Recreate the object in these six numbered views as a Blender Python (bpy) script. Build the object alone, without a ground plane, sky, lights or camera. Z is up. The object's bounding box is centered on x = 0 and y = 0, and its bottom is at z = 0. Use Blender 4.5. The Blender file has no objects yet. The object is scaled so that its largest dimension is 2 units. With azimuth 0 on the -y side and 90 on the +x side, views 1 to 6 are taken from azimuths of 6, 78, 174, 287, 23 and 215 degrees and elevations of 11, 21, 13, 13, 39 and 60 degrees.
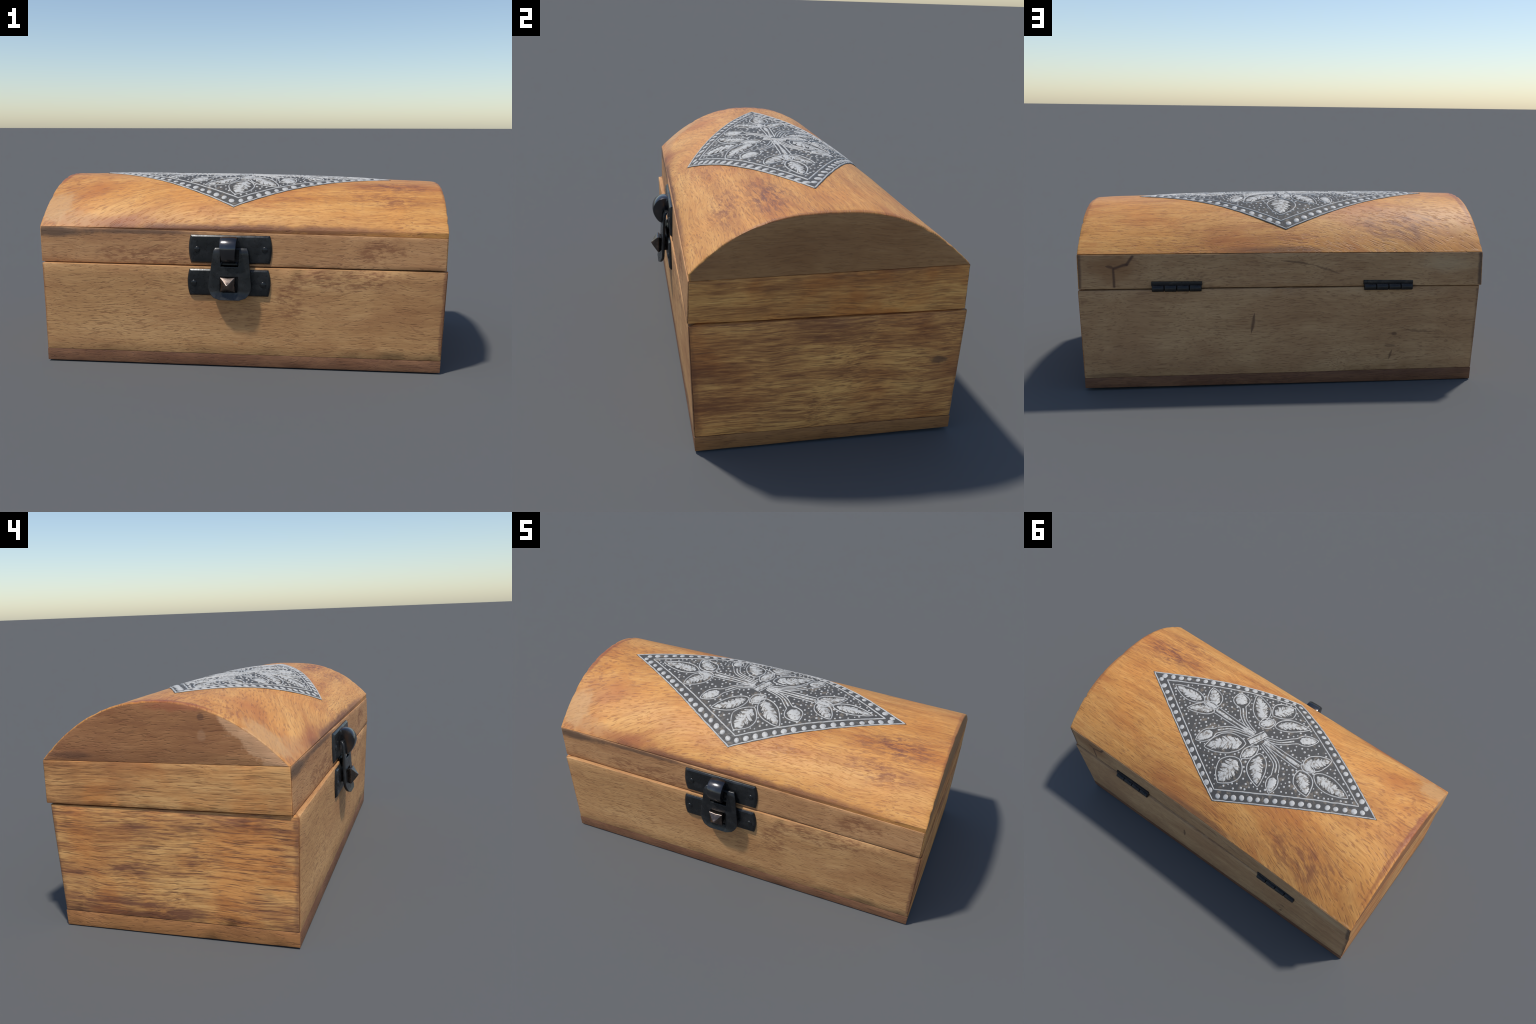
import bpy, bmesh, math, random
from mathutils import Vector, Matrix, noise as mnoise

random.seed(7)
COL = bpy.context.scene.collection


def lerp(a, b, t):
    return a + (b - a) * t


def smooth(t):
    t = max(0.0, min(1.0, t))
    return t * t * (3 - 2 * t)


# =====================================================================
#  MATERIALS
# =====================================================================
class Graph:
    """Small helper that writes shader nodes as expressions."""

    def __init__(self, name):
        self.mat = bpy.data.materials.new(name)
        self.mat.use_nodes = True
        self.nt = self.mat.node_tree
        self.nt.nodes.clear()
        self.out = self.nt.nodes.new('ShaderNodeOutputMaterial')
        self.bsdf = self.nt.nodes.new('ShaderNodeBsdfPrincipled')
        self.nt.links.new(self.bsdf.outputs[0], self.out.inputs[0])
        self.co = self.nt.nodes.new('ShaderNodeTexCoord').outputs['Object']
        self.face = Vector((1, 1, 1))      # axes that count for strokes

    def _set(self, sock, v):
        if isinstance(v, bpy.types.NodeSocket):
            self.nt.links.new(v, sock)
        elif v is not None:
            if isinstance(v, tuple) and len(v) == 3 and sock.type == 'RGBA':
                v = v + (1.0,)
            sock.default_value = v

    def math(self, op, a, b=None, c=None, clamp=False):
        n = self.nt.nodes.new('ShaderNodeMath')
        n.operation = op
        n.use_clamp = clamp
        for i, v in enumerate((a, b, c)):
            if v is not None:
                self._set(n.inputs[i], v)
        return n.outputs[0]

    def vmath(self, op, a, b=None, scale=None):
        n = self.nt.nodes.new('ShaderNodeVectorMath')
        n.operation = op
        self._set(n.inputs[0], a)
        if b is not None:
            self._set(n.inputs[1], b)
        if scale is not None:
            self._set(n.inputs['Scale'], scale)
        return n.outputs['Value'] if op in ('LENGTH', 'DOT_PRODUCT', 'DISTANCE') else n.outputs['Vector']

    def mapping(self, vec, scale=(1, 1, 1), rot=(0, 0, 0), loc=(0, 0, 0)):
        n = self.nt.nodes.new('ShaderNodeMapping')
        self._set(n.inputs['Vector'], vec)
        n.inputs['Scale'].default_value = scale
        n.inputs['Rotation'].default_value = rot
        n.inputs['Location'].default_value = loc
        return n.outputs[0]

    def noise(self, vec, scale, detail=2.0, rough=0.5, dist=0.0, color=False):
        n = self.nt.nodes.new('ShaderNodeTexNoise')
        self._set(n.inputs['Vector'], vec)
        n.inputs['Scale'].default_value = scale
        n.inputs['Detail'].default_value = detail
        n.inputs['Roughness'].default_value = rough
        n.inputs['Distortion'].default_value = dist
        return n.outputs['Color'] if color else n.outputs['Fac']

    def step(self, v, lo, hi, a=0.0, b=1.0):
        n = self.nt.nodes.new('ShaderNodeMapRange')
        n.interpolation_type = 'SMOOTHSTEP'
        self._set(n.inputs['Value'], v)
        for i, x in zip((1, 2, 3, 4), (lo, hi, a, b)):
            n.inputs[i].default_value = x
        return n.outputs[0]

    def ramp(self, fac, stops):
        n = self.nt.nodes.new('ShaderNodeValToRGB')
        self._set(n.inputs[0], fac)
        e = n.color_ramp.elements
        while len(e) < len(stops):
            e.new(0.5)
        for el, (p, c) in zip(e, stops):
            el.position = p
            el.color = tuple(c) + (1.0,)
        return n.outputs[0]

    def mix(self, fac, a, b, mode='MIX'):
        n = self.nt.nodes.new('ShaderNodeMix')
        n.data_type = 'RGBA'
        n.blend_type = mode
        self._set(n.inputs[0], fac)
        self._set(n.inputs[6], a)
        self._set(n.inputs[7], b)
        return n.outputs[2]

    def bump(self, height, strength, distance):
        n = self.nt.nodes.new('ShaderNodeBump')
        self._set(n.inputs['Height'], height)
        n.inputs['Strength'].default_value = strength
        n.inputs['Distance'].default_value = distance
        self.nt.links.new(n.outputs[0], self.bsdf.inputs['Normal'])

    # ---- masks placed in object space -------------------------------
    def blob(self, centre, radii, ragged=0.6, freq=9.0, soft=0.5):
        d = self.vmath('SUBTRACT', self.co, centre)
        d = self.vmath('DIVIDE', d, radii)
        d = self.vmath('LENGTH', d)
        n = self.noise(self.co, freq, 4.0, 0.65)
        d = self.math('ADD', d, self.math('MULTIPLY', self.math('SUBTRACT', n, 0.5), ragged * 2))
        return self.step(d, 1.0 - soft, 1.0, 1.0, 0.0)

    def stroke(self, a, b, width, ragged=0.004, taper=False):
        a, b = (Vector((p[0] * self.face[0], p[1] * self.face[1], p[2] * self.face[2])) for p in (a, b))
        ba = b - a
        w = self.noise(self.co, 30.0, 2.0, color=True)
        w = self.vmath('SCALE', self.vmath('SUBTRACT', w, (0.5, 0.5, 0.5)), scale=ragged * 2)
        p = self.vmath('SUBTRACT', self.vmath('MULTIPLY', self.vmath('ADD', self.co, w), tuple(self.face)), tuple(a))
        h = self.math('DIVIDE', self.vmath('DOT_PRODUCT', p, tuple(ba)), ba.length_squared, clamp=True)
        q = self.vmath('SUBTRACT', p, self.vmath('SCALE', tuple(ba), scale=h))
        d = self.vmath('LENGTH', q)
        if taper:
            k = self.math('SUBTRACT', self.math('MULTIPLY', h, 2.0), 1.0)
            d = self.math('DIVIDE', d, self.math('MAXIMUM', 0.15, self.math('SUBTRACT', 1.0, self.math('MULTIPLY', k, k))))
        return self.step(d, width * 0.15, width, 1.0, 0.0)


def wood(name, along, light, mid, dark, pore, seed=0.0, streak=0.5, pores=0.5,
         pore_len=0.13, wave=0.05, blotch=0.35, blotch_col=None, slant=0.0,
         marks=(), rough=0.62, freq=1.0, fine=1.0, spread=1.0, gain=(1, 1, 1), arched=False,
         drift_tint=(0.86, 0.80, 0.78), drift_amount=0.8):
    light, mid, dark, pore = (tuple(c * k for c, k in zip(col, gain)) for col in (light, mid, dark, pore))
    blotch_col = tuple(c * k for c, k in zip(blotch_col, gain)) if blotch_col else dark
    marks = [(kind, args, tuple(c * k for c, k in zip(col, gain)), amount) for kind, args, col, amount in marks]
    g = Graph(name)
    if not arched:
        g.face = Vector((1, 0, 1)) if along == 'x' else Vector((0, 1, 1))
    src = g.co
    if arched:
        # grain is laid out round the arch and fans open towards the left end
        sep = g.nt.nodes.new('ShaderNodeSeparateXYZ')
        g._set(sep.inputs[0], g.co)
        x, y, z = sep.outputs
        ang = g.math('ARCTAN2', g.math('SUBTRACT', y, 0.04), g.math('SUBTRACT', z, 0.40))
        xl = g.math('MINIMUM', x, 0.0)
        fan = g.math('ADD', 1.0, g.math('MULTIPLY', g.math('MULTIPLY', xl, xl), 1.5))
        com = g.nt.nodes.new('ShaderNodeCombineXYZ')
        g._set(com.inputs[0], x)
        g._set(com.inputs[1], g.math('DIVIDE', g.math('MULTIPLY', ang, 0.55), fan))
        src = com.outputs[0]
    co = g.vmath('ADD', src, (seed * 3.1, seed * 1.7, seed * 2.3))
    w = g.noise(co, 2.2, 2.0, color=True)
    w = g.vmath('SCALE', g.vmath('SUBTRACT', w, (0.5, 0.5, 0.5)), scale=wave * 2)
    co = g.vmath('ADD', co, w)
    if slant:
        co = g.mapping(co, rot=(0, 0, slant))
    ax = 0 if along == 'x' else 1

    def stretched(k):
        s = [1.0, 1.0, 1.0]
        s[ax] = k
        return g.mapping(co, scale=tuple(s))

    broad = g.noise(stretched(0.16), 7.0 * freq, 3.0, 0.6)
    band = g.noise(stretched(0.05), 26.0 * freq, 3.0, 0.6)
    hair = g.noise(stretched(0.09), 110.0 * fine, 4.0, 0.68)
    f = g.math('MULTIPLY', broad, 0.40)
    f = g.math('ADD', f, g.math('MULTIPLY', band, 0.28))
    f = g.math('ADD', f, g.math('MULTIPLY', hair, 0.32))
    f = g.math('ADD', g.math('MULTIPLY', g.math('SUBTRACT', f, 0.5), 2.4 * spread), 0.5, clamp=True)
    col = g.ramp(f, [(0.12, dark), (0.48, mid), (0.85, light)])
    # patchy stain drawn out along the grain, and a second warmer or greyer drift
    big = g.noise(stretched(0.38), 5.0, 5.0, 0.66)
    stain = g.step(big, 0.47, 0.68)
    col = g.mix(g.math('MULTIPLY', stain, blotch), col, blotch_col or dark)
    drift = g.step(g.noise(g.mapping(co, loc=(9, 4, 7)), 3.2, 3.0, 0.6), 0.42, 0.66)
    col = g.mix(g.math('MULTIPLY', drift, drift_amount), col, g.mix(1.0, col, drift_tint, 'MULTIPLY'))
    # thin dark fibres
    fib = g.step(g.noise(stretched(0.045), 135.0 * fine, 3.0, 0.7), 0.49, 0.66)
    col = g.mix(g.math('MULTIPLY', fib, streak * 0.75), col, dark)
    # short soft-edged pores lying along the grain
    pn = g.noise(stretched(pore_len), 190.0 * fine, 2.0, 0.5)
    cluster = g.noise(g.mapping(co, scale=(1, 1, 1), loc=(5, 3, 1)), 3.6, 2.0)
    th = g.math('SUBTRACT', pn, g.math('MULTIPLY', cluster, 0.16))
    pm = g.step(th, 0.46, 0.60)
    col = g.mix(g.math('MULTIPLY', pm, pores), col, pore)
    for kind, args, c, amount in marks:
        if kind == 'blob':
            m = g.blob(*args)
        elif kind == 'speckle':         # dark grain flecks gathered in a patch
            m = g.blob(*args)
            m = g.math('MULTIPLY', m, g.step(g.noise(stretched(0.3), 60.0, 3.0, 0.7), 0.40, 0.62))
        else:
            m = g.stroke(*args)
        col = g.mix(g.math('MULTIPLY', m, amount), col, c)
    g._set(g.bsdf.inputs['Base Color'], col)
    g.bsdf.inputs['Roughness'].default_value = rough
    g.bsdf.inputs['Specular IOR Level'].default_value = 0.3
    hgt = g.math('SUBTRACT', g.math('MULTIPLY', hair, 0.5), g.math('MULTIPLY', pm, 0.8))
    g.bump(hgt, 0.35, 0.004)
    return g.mat


def metal(name, base, tint, rough, metallic, scale=18.0, bump=0.15, spec=0.5, amount=1.0, lo=0.45, hi=0.7):
    g = Graph(name)
    n = g.noise(g.co, scale, 5.0, 0.65)
    col = g.mix(g.math('MULTIPLY', g.step(n, lo, hi), amount), base, tint)
    g._set(g.bsdf.inputs['Base Color'], col)
    g.bsdf.inputs['Metallic'].default_value = metallic
    r = g.step(g.noise(g.co, scale * 2.5, 4.0, 0.6), 0.3, 0.7, rough * 0.75, min(1.0, rough * 1.3))
    g._set(g.bsdf.inputs['Roughness'], r)
    g.bsdf.inputs['Specular IOR Level'].default_value = spec
    g.bump(g.noise(g.co, scale * 4, 4.0, 0.6), bump, 0.003)
    return g.mat


# dark marks and dark corner strips on the boards (object space = box space)
FRONT_RED = (0.185, 0.092, 0.045)
DARK = (0.075, 0.042, 0.030)

M_FRONT = wood('tan_front_wood', 'x', light=(0.46, 0.315, 0.155), mid=(0.375, 0.238, 0.108), dark=(0.255, 0.142, 0.062),
               pore=(0.175, 0.090, 0.042), gain=(1.52, 1.28, 1.14), seed=1.0, pores=0.55, blotch=0.45, blotch_col=(0.27, 0.145, 0.068), spread=0.85,
               marks=[('stroke', ((-0.024, -0.45, 0.129), (-0.008, -0.45, 0.125), 0.008, 0.004), (0.42, 0.30, 0.16), 0.6),
                      ('speckle', ((0.247, -0.45, 0.33), (0.10, 0.2, 0.14), 0.7, 14.0), FRONT_RED, 0.8),
                      ('speckle', ((0.52, -0.45, 0.46), (0.30, 0.2, 0.07), 0.7, 14.0), FRONT_RED, 0.8),
                      ('stroke', ((0.972, -0.43, 0.10), (0.982, -0.45, 0.50), 0.016, 0.010), (0.13, 0.062, 0.036), 0.7),
                      ('stroke', ((-0.985, -0.457, 0.06), (-0.98, -0.465, 0.50), 0.012, 0.010), (0.16, 0.075, 0.036), 0.6),
                      ('stroke', ((0.82, -0.445, 0.235), (0.90, -0.445, 0.19), 0.012, 0.02, True), FRONT_RED, 0.4)])
M_RIM_FRONT = wood('tan_front_rim_wood', 'x', (0.43, 0.285, 0.145), (0.345, 0.212, 0.10), (0.225, 0.122, 0.056),
                   (0.165, 0.084, 0.042), gain=(1.46, 1.22, 1.10), seed=2.0, pores=0.5, blotch=0.5, blotch_col=(0.24, 0.128, 0.064), spread=0.85,
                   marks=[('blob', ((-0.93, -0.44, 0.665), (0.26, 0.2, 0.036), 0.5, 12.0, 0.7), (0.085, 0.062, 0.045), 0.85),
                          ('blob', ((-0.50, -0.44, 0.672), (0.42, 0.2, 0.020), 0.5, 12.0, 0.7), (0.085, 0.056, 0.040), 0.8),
                          ('speckle', ((0.675, -0.45, 0.60), (0.13, 0.2, 0.07), 0.7, 14.0), FRONT_RED, 0.85),
                          ('speckle', ((-0.45, -0.45, 0.56), (0.30, 0.2, 0.06), 0.7, 12.0), FRONT_RED, 0.8)])
M_BACK = wood('olive_back_wood', 'x', (0.47, 0.345, 0.200), (0.385, 0.270, 0.150), (0.27, 0.168, 0.090),
              (0.175, 0.100, 0.055), gain=(1.32, 1.10, 0.95), seed=3.0, pores=0.5, blotch=0.35, blotch_col=(0.27, 0.165, 0.092), slant=-0.06, spread=0.85,
              marks=[('stroke', ((0.15, 0.515, 0.385), (0.167, 0.512, 0.280), 0.014, 0.004, True), DARK, 0.75),
                     ('stroke', ((-0.555, 0.515, 0.175), (-0.54, 0.51, 0.122), 0.011, 0.004, True), DARK, 0.65),
                     ('blob', ((-0.562, 0.515, 0.262), (0.02, 0.1, 0.013), 0.4, 30.0, 0.5), DARK, 0.6),
                     ('blob', ((-0.545, 0.515, 0.197), (0.035, 0.1, 0.010), 0.4, 30.0, 0.5), DARK, 0.45),
                     ('stroke', ((-0.99, 0.51, 0.08), (-0.99, 0.52, 0.49), 0.020, 0.012), DARK, 0.55),
                     ('stroke', ((-0.60, 0.515, 0.285), (-0.80, 0.515, 0.262), 0.010, 0.02, True), DARK, 0.4),
                     ('blob', ((0.86, 0.51, 0.075), (0.16, 0.1, 0.014), 0.5, 20.0, 0.5), DARK, 0.45)])
M_RIM_BACK = wood('olive_back_rim_wood', 'x', (0.48, 0.36, 0.215), (0.385, 0.272, 0.152), (0.265, 0.165, 0.088),
                  (0.165, 0.095, 0.055), gain=(1.32, 1.10, 0.95), seed=4.0, pores=0.5, blotch=0.4, blotch_col=(0.25, 0.148, 0.072), slant=-0.06, spread=0.85,
                  marks=[('blob', ((0.83, 0.52, 0.62), (0.14, 0.2, 0.10), 0.5, 9.0, 0.7), (0.235, 0.125, 0.055), 0.55),
                         ('stroke', ((0.830, 0.52, 0.614), (0.827, 0.52, 0.528), 0.010, 0.003), DARK, 0.85),
                         ('stroke', ((0.825, 0.52, 0.618), (0.765, 0.525, 0.636), 0.011, 0.004), DARK, 0.85),
                         ('stroke', ((0.765, 0.525, 0.636), (0.738, 0.525, 0.675), 0.011, 0.004), DARK, 0.85),
                         ('stroke', ((0.825, 0.52, 0.620), (0.868, 0.52, 0.630), 0.012, 0.005, True), DARK, 0.7),
                         ('stroke', ((0.02, 0.525, 0.650), (-0.14, 0.525, 0.627), 0.010, 0.006, True), DARK, 0.6),
                         ('stroke', ((-0.14, 0.525, 0.627), (-0.27, 0.525, 0.582), 0.010, 0.006, True), DARK, 0.5),
                         ('blob', ((-0.82, 0.53, 0.63), (0.20, 0.2, 0.07), 0.4, 6.0, 0.8), (0.46, 0.40, 0.27), 0.45),
                         ('stroke', ((-0.985, 0.536, 0.53), (-0.98, 0.537, 0.685), 0.016, 0.006), (0.07, 0.05, 0.04), 0.8),
                         ('stroke', ((0.99, 0.515, 0.53), (0.99, 0.514, 0.685), 0.015, 0.006), (0.09, 0.055, 0.04), 0.75)])
END_L = dict(light=(0.50, 0.335, 0.140), mid=(0.375, 0.222, 0.088), dark=(0.150, 0.078, 0.047), pore=(0.11, 0.056, 0.036))
M_END_R = wood('striped_end_wood', 'y', gain=(2.30, 1.68, 1.25), seed=5.0, pores=0.55, pore_len=0.06, blotch=0.42, streak=1.1, freq=1.3, fine=1.1,
               blotch_col=(0.17, 0.088, 0.044), wave=0.03, spread=1.75, drift_tint=(0.80, 0.66, 0.62), drift_amount=1.0, light=(0.44, 0.305, 0.125), mid=(0.31, 0.188, 0.078), dark=(0.16, 0.084, 0.042), pore=(0.105, 0.055, 0.032),
               marks=[('blob', ((0.985, 0.445, 0.316), (0.1, 0.042, 0.020), 0.5, 40.0, 0.5), (0.06, 0.045, 0.035), 0.7),
                      ('stroke', ((0.99, 0.522, 0.05), (0.99, 0.527, 0.50), 0.016, 0.016), DARK, 0.35),
                      ('stroke', ((0.97, -0.43, 0.05), (0.98, -0.455, 0.50), 0.018, 0.018), DARK, 0.35)])
M_END_L = wood('striped_warm_end_wood', 'y', gain=(1.68, 1.36, 1.16), seed=6.0, pores=0.5, pore_len=0.06, blotch=0.42, streak=1.15, freq=1.3, fine=1.0,
               blotch_col=(0.22, 0.105, 0.050), wave=0.03, spread=1.9, drift_tint=(0.98, 0.80, 0.68), drift_amount=1.0,
               marks=[('stroke', ((-0.975, -0.457, 0.05), (-0.975, -0.468, 0.50), 0.022, 0.022), (0.11, 0.06, 0.04), 0.6),
                      ('stroke', ((-0.98, 0.51, 0.05), (-0.988, 0.52, 0.50), 0.020, 0.020), (0.11, 0.06, 0.04), 0.6),
                      ('blob', ((-0.98, 0.33, 0.36), (0.2, 0.24, 0.12), 0.5, 7.0, 0.8), (0.33, 0.155, 0.052), 0.45)], **END_L)
M_RIM_END_R = wood('striped_rim_end_wood', 'y', (0.46, 0.32, 0.135), (0.33, 0.198, 0.082), (0.185, 0.098, 0.045), (0.12, 0.062, 0.034),
                   gain=(2.10, 1.55, 1.10), seed=7.0, pores=0.5, pore_len=0.06, blotch=0.5, blotch_col=(0.25, 0.118, 0.048), streak=0.7, freq=1.3, fine=1.1, wave=0.03, spread=1.6, drift_tint=(0.95, 0.76, 0.62), drift_amount=1.0)
M_RIM_END_L = wood('striped_warm_rim_end_wood', 'y', (0.49, 0.335, 0.145), (0.375, 0.228, 0.092), (0.215, 0.118, 0.050), (0.15, 0.078, 0.038),
                   gain=(1.55, 1.24, 1.10), seed=8.0, pores=0.45, pore_len=0.06, blotch=0.5, blotch_col=(0.30, 0.142, 0.052), streak=0.7, freq=1.3, fine=1.1, wave=0.03, spread=1.5, drift_tint=(1.0, 0.82, 0.66), drift_amount=1.0)
M_BOTTOM = wood('reddish_bottom_wood', 'x', (0.30, 0.165, 0.082), (0.225, 0.118, 0.060), (0.145, 0.070, 0.040), (0.10, 0.05, 0.03),
                gain=(1.02, 0.90, 0.88), seed=9.0, pores=0.4, blotch=0.4, streak=0.6)
M_BOTTOM_END = wood('bottom_end_grain', 'y', (0.37, 0.205, 0.092), (0.28, 0.150, 0.066), (0.17, 0.086, 0.042), (0.12, 0.06, 0.035),
                    gain=(1.45, 1.20, 0.95), seed=10.0, pores=0.4, blotch=0.5, streak=0.3)
PALE = (0.42, 0.285, 0.165)
BURN = (0.165, 0.070, 0.048)
M_DOME = wood('orange_dome_wood', 'x', (0.60, 0.355, 0.125), (0.50, 0.262, 0.080), (0.345, 0.150, 0.048), (0.22, 0.090, 0.045),
              gain=(1.22, 1.08, 0.98), seed=11.0, pores=0.5, blotch=0.7, blotch_col=(0.36, 0.140, 0.048), streak=0.6, drift_tint=(1.05, 0.98, 0.90), drift_amount=1.0, wave=0.045, rough=0.5, spread=1.15, arched=True,
              marks=[('speckle', ((0.74, -0.16, 0.86), (0.26, 0.11, 0.3), 0.5, 7.0, 0.8), BURN, 0.9),
                     ('speckle', ((0.68, -0.30, 0.80), (0.28, 0.07, 0.3), 0.5, 7.0, 0.8), (0.22, 0.09, 0.045), 0.8),
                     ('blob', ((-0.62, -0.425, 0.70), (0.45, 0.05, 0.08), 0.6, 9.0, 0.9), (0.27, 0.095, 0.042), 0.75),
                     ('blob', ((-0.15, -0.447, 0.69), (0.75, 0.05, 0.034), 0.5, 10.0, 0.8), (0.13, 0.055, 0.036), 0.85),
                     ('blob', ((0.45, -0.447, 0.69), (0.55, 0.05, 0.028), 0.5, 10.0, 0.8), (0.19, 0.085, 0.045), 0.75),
                     ('speckle', ((-0.62, 0.40, 0.78), (0.36, 0.14, 0.2), 0.5, 6.0, 0.8), (0.20, 0.085, 0.045), 0.8),
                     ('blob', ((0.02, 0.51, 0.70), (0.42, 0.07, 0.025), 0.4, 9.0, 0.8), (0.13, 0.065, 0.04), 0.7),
                     ('blob', ((-0.94, -0.34, 0.76), (0.10, 0.13, 0.15), 0.7, 14.0, 0.5), (0.48, 0.31, 0.15), 0.65),
                     ('blob', ((-0.84, -0.40, 0.72), (0.17, 0.06, 0.06), 0.8, 14.0, 0.7), (0.48, 0.31, 0.15), 0.45),
                     ('blob', ((-0.98, -0.05, 0.91), (0.02, 0.22, 0.2), 0.6, 25.0, 0.6), (0.24, 0.08, 0.045), 0.7),
                     ('blob', ((-0.97, 0.20, 0.88), (0.016, 0.30, 0.3), 0.6, 30.0, 0.6), (0.22, 0.08, 0.045), 0.6),
                     ('blob', ((0.985, 0.0, 0.85), (0.014, 0.5, 0.3), 0.6, 25.0, 0.6), (0.26, 0.11, 0.05), 0.6),
                     ('stroke', ((-0.72, 0.527, 0.699), (-0.97, 0.531, 0.700), 0.008, 0.008), (0.58, 0.42, 0.28), 0.7),
                     ('stroke', ((0.690, 0.472, 0.745), (0.664, 0.431, 0.783), 0.0035, 0.001), (0.66, 0.46, 0.27), 0.9),
                     ('stroke', ((0.700, 0.456, 0.760), (0.682, 0.431, 0.783), 0.003, 0.001), (0.66, 0.46, 0.27), 0.8),
                     ('stroke', ((0.49, -0.262, 0.855), (0.53, -0.235, 0.868), 0.0040, 0.012), (0.20, 0.08, 0.04), 0.6),
                     ('stroke', ((-0.40, -0.315, 0.80), (-0.35, -0.290, 0.825), 0.0045, 0.010), (0.20, 0.08, 0.04), 0.6),
                     ('stroke', ((-0.575, -0.275, 0.83), (-0.475, -0.208, 0.87), 0.0045, 0.014), (0.17, 0.07, 0.035), 0.7)])
M_MOON_R = wood('brown_half_moon_wood', 'y', (0.345, 0.222, 0.110), (0.285, 0.172, 0.082), (0.205, 0.115, 0.056), (0.15, 0.08, 0.04),
                gain=(1.50, 1.22, 1.00), seed=12.0, pores=0.25, blotch=0.4, streak=0.3, wave=0.05, blotch_col=(0.22, 0.125, 0.062))
M_MOON_L = wood('brown_half_moon_wood_patched', 'y', (0.36, 0.215, 0.100), (0.275, 0.152, 0.068), (0.185, 0.092, 0.044), (0.13, 0.066, 0.034),
                gain=(1.42, 1.16, 1.05), seed=13.0, pores=0.25, blotch=0.45, streak=0.3, wave=0.05, blotch_col=(0.20, 0.098, 0.050),
                marks=[('blob', ((-0.98, -0.27, 0.86), (0.2, 0.090, 0.085), 0.55, 20.0, 0.22), PALE, 0.85),
                       ('blob', ((-0.98, -0.35, 0.78), (0.2, 0.090, 0.075), 0.55, 20.0, 0.22), PALE, 0.85),
                       ('blob', ((-0.98, -0.42, 0.71), (0.2, 0.085, 0.060), 0.55, 20.0, 0.22), PALE, 0.85),
                       ('blob', ((-0.98, -0.127, 0.795), (0.2, 0.022, 0.026), 0.4, 30.0, 0.5), (0.33, 0.22, 0.13), 0.45),
                       ('blob', ((-0.98, -0.125, 0.86), (0.2, 0.016, 0.016), 0.3, 20.0, 0.5), DARK, 0.6),
                       ('blob', ((-0.98, 0.42, 0.710), (0.2, 0.16, 0.020), 0.4, 12.0, 0.7), DARK, 0.6),
                       ('blob', ((-0.98, -0.05, 0.895), (0.2, 0.20, 0.022), 0.6, 15.0, 0.7), (0.24, 0.085, 0.045), 0.6)])
M_LINER = wood('dark_inner_wood', 'x', (0.10, 0.062, 0.035), (0.07, 0.042, 0.025), (0.045, 0.027, 0.018), (0.03, 0.02, 0.014), seed=14.0)

M_BLACK = metal('blackened_steel', (0.016, 0.017, 0.018), (0.034, 0.035, 0.036), 0.30, 0.35, 16.0, 0.12, 0.5)
M_HOOK = metal('polished_black_steel', (0.075, 0.075, 0.080), (0.14, 0.13, 0.125), 0.20, 0.9, 10.0, 0.06, 0.6)
M_STUD = metal('worn_bronze_steel', (0.10, 0.080, 0.070), (0.26, 0.19, 0.155), 0.24, 0.9, 14.0, 0.06, 0.6)
M_HINGE = metal('dull_hinge_steel', (0.022, 0.021, 0.021), (0.060, 0.050, 0.042), 0.35, 0.4, 25.0, 0.2, 0.5)
M_PLATE = metal('tarnished_tin', (0.088, 0.084, 0.079), (0.27, 0.22, 0.165), 0.55, 0.0, 30.0, 0.3, 0.2, 0.75, 0.53, 0.70)
M_SILVER = metal('bright_tin', (0.50, 0.485, 0.455), (0.25, 0.22, 0.18), 0.5, 0.0, 40.0, 0.2, 0.45, 0.7, 0.52, 0.72)
M_VEIN = metal('dark_vein_tin', (0.085, 0.080, 0.072), (0.20, 0.165, 0.125), 0.55, 0.0, 40.0, 0.2, 0.3, 0.7, 0.45, 0.65)
M_BLADE = metal('burnished_leaf_tin', (0.53, 0.515, 0.48), (0.19, 0.16, 0.125), 0.5, 0.0, 60.0, 0.35, 0.3, 0.85, 0.48, 0.64)


# =====================================================================
#  OBJECT HELPERS
# =====================================================================
ROOT = bpy.data.objects.new('wooden_chest', None)
COL.objects.link(ROOT)
ROOT['label'] = 'small domed wooden chest with black latch and embossed tin diamond'
ROOT['category'] = 'wooden box'


def add(name, mesh, mats, parent=None, smooth_angle=None):
    ob = bpy.data.objects.new(name, mesh)
    COL.objects.link(ob)
    ob.parent = parent or ROOT
    for m in mats if isinstance(mats, (list, tuple)) else [mats]:
        if m.name not in mesh.materials:
            mesh.materials.append(m)
    if smooth_angle is not None:
        mesh.shade_smooth()
        mesh.set_sharp_from_angle(angle=math.radians(smooth_angle))
    return ob


def mesh_from(name, verts, faces):
    me = bpy.data.meshes.new(name)
    me.from_pydata([tuple(v) for v in verts], [], faces)
    me.validate()
    bm = bmesh.new()
    bm.from_mesh(me)
    bmesh.ops.recalc_face_normals(bm, faces=bm.faces)
    bm.to_mesh(me)
    bm.free()
    return me


def fractal(p, s, seed=0.0):
    q = Vector(p) * s + Vector((seed, seed * 1.3, -seed))
    return mnoise.fractal(q, 1.0, 2.0, 3)


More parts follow.
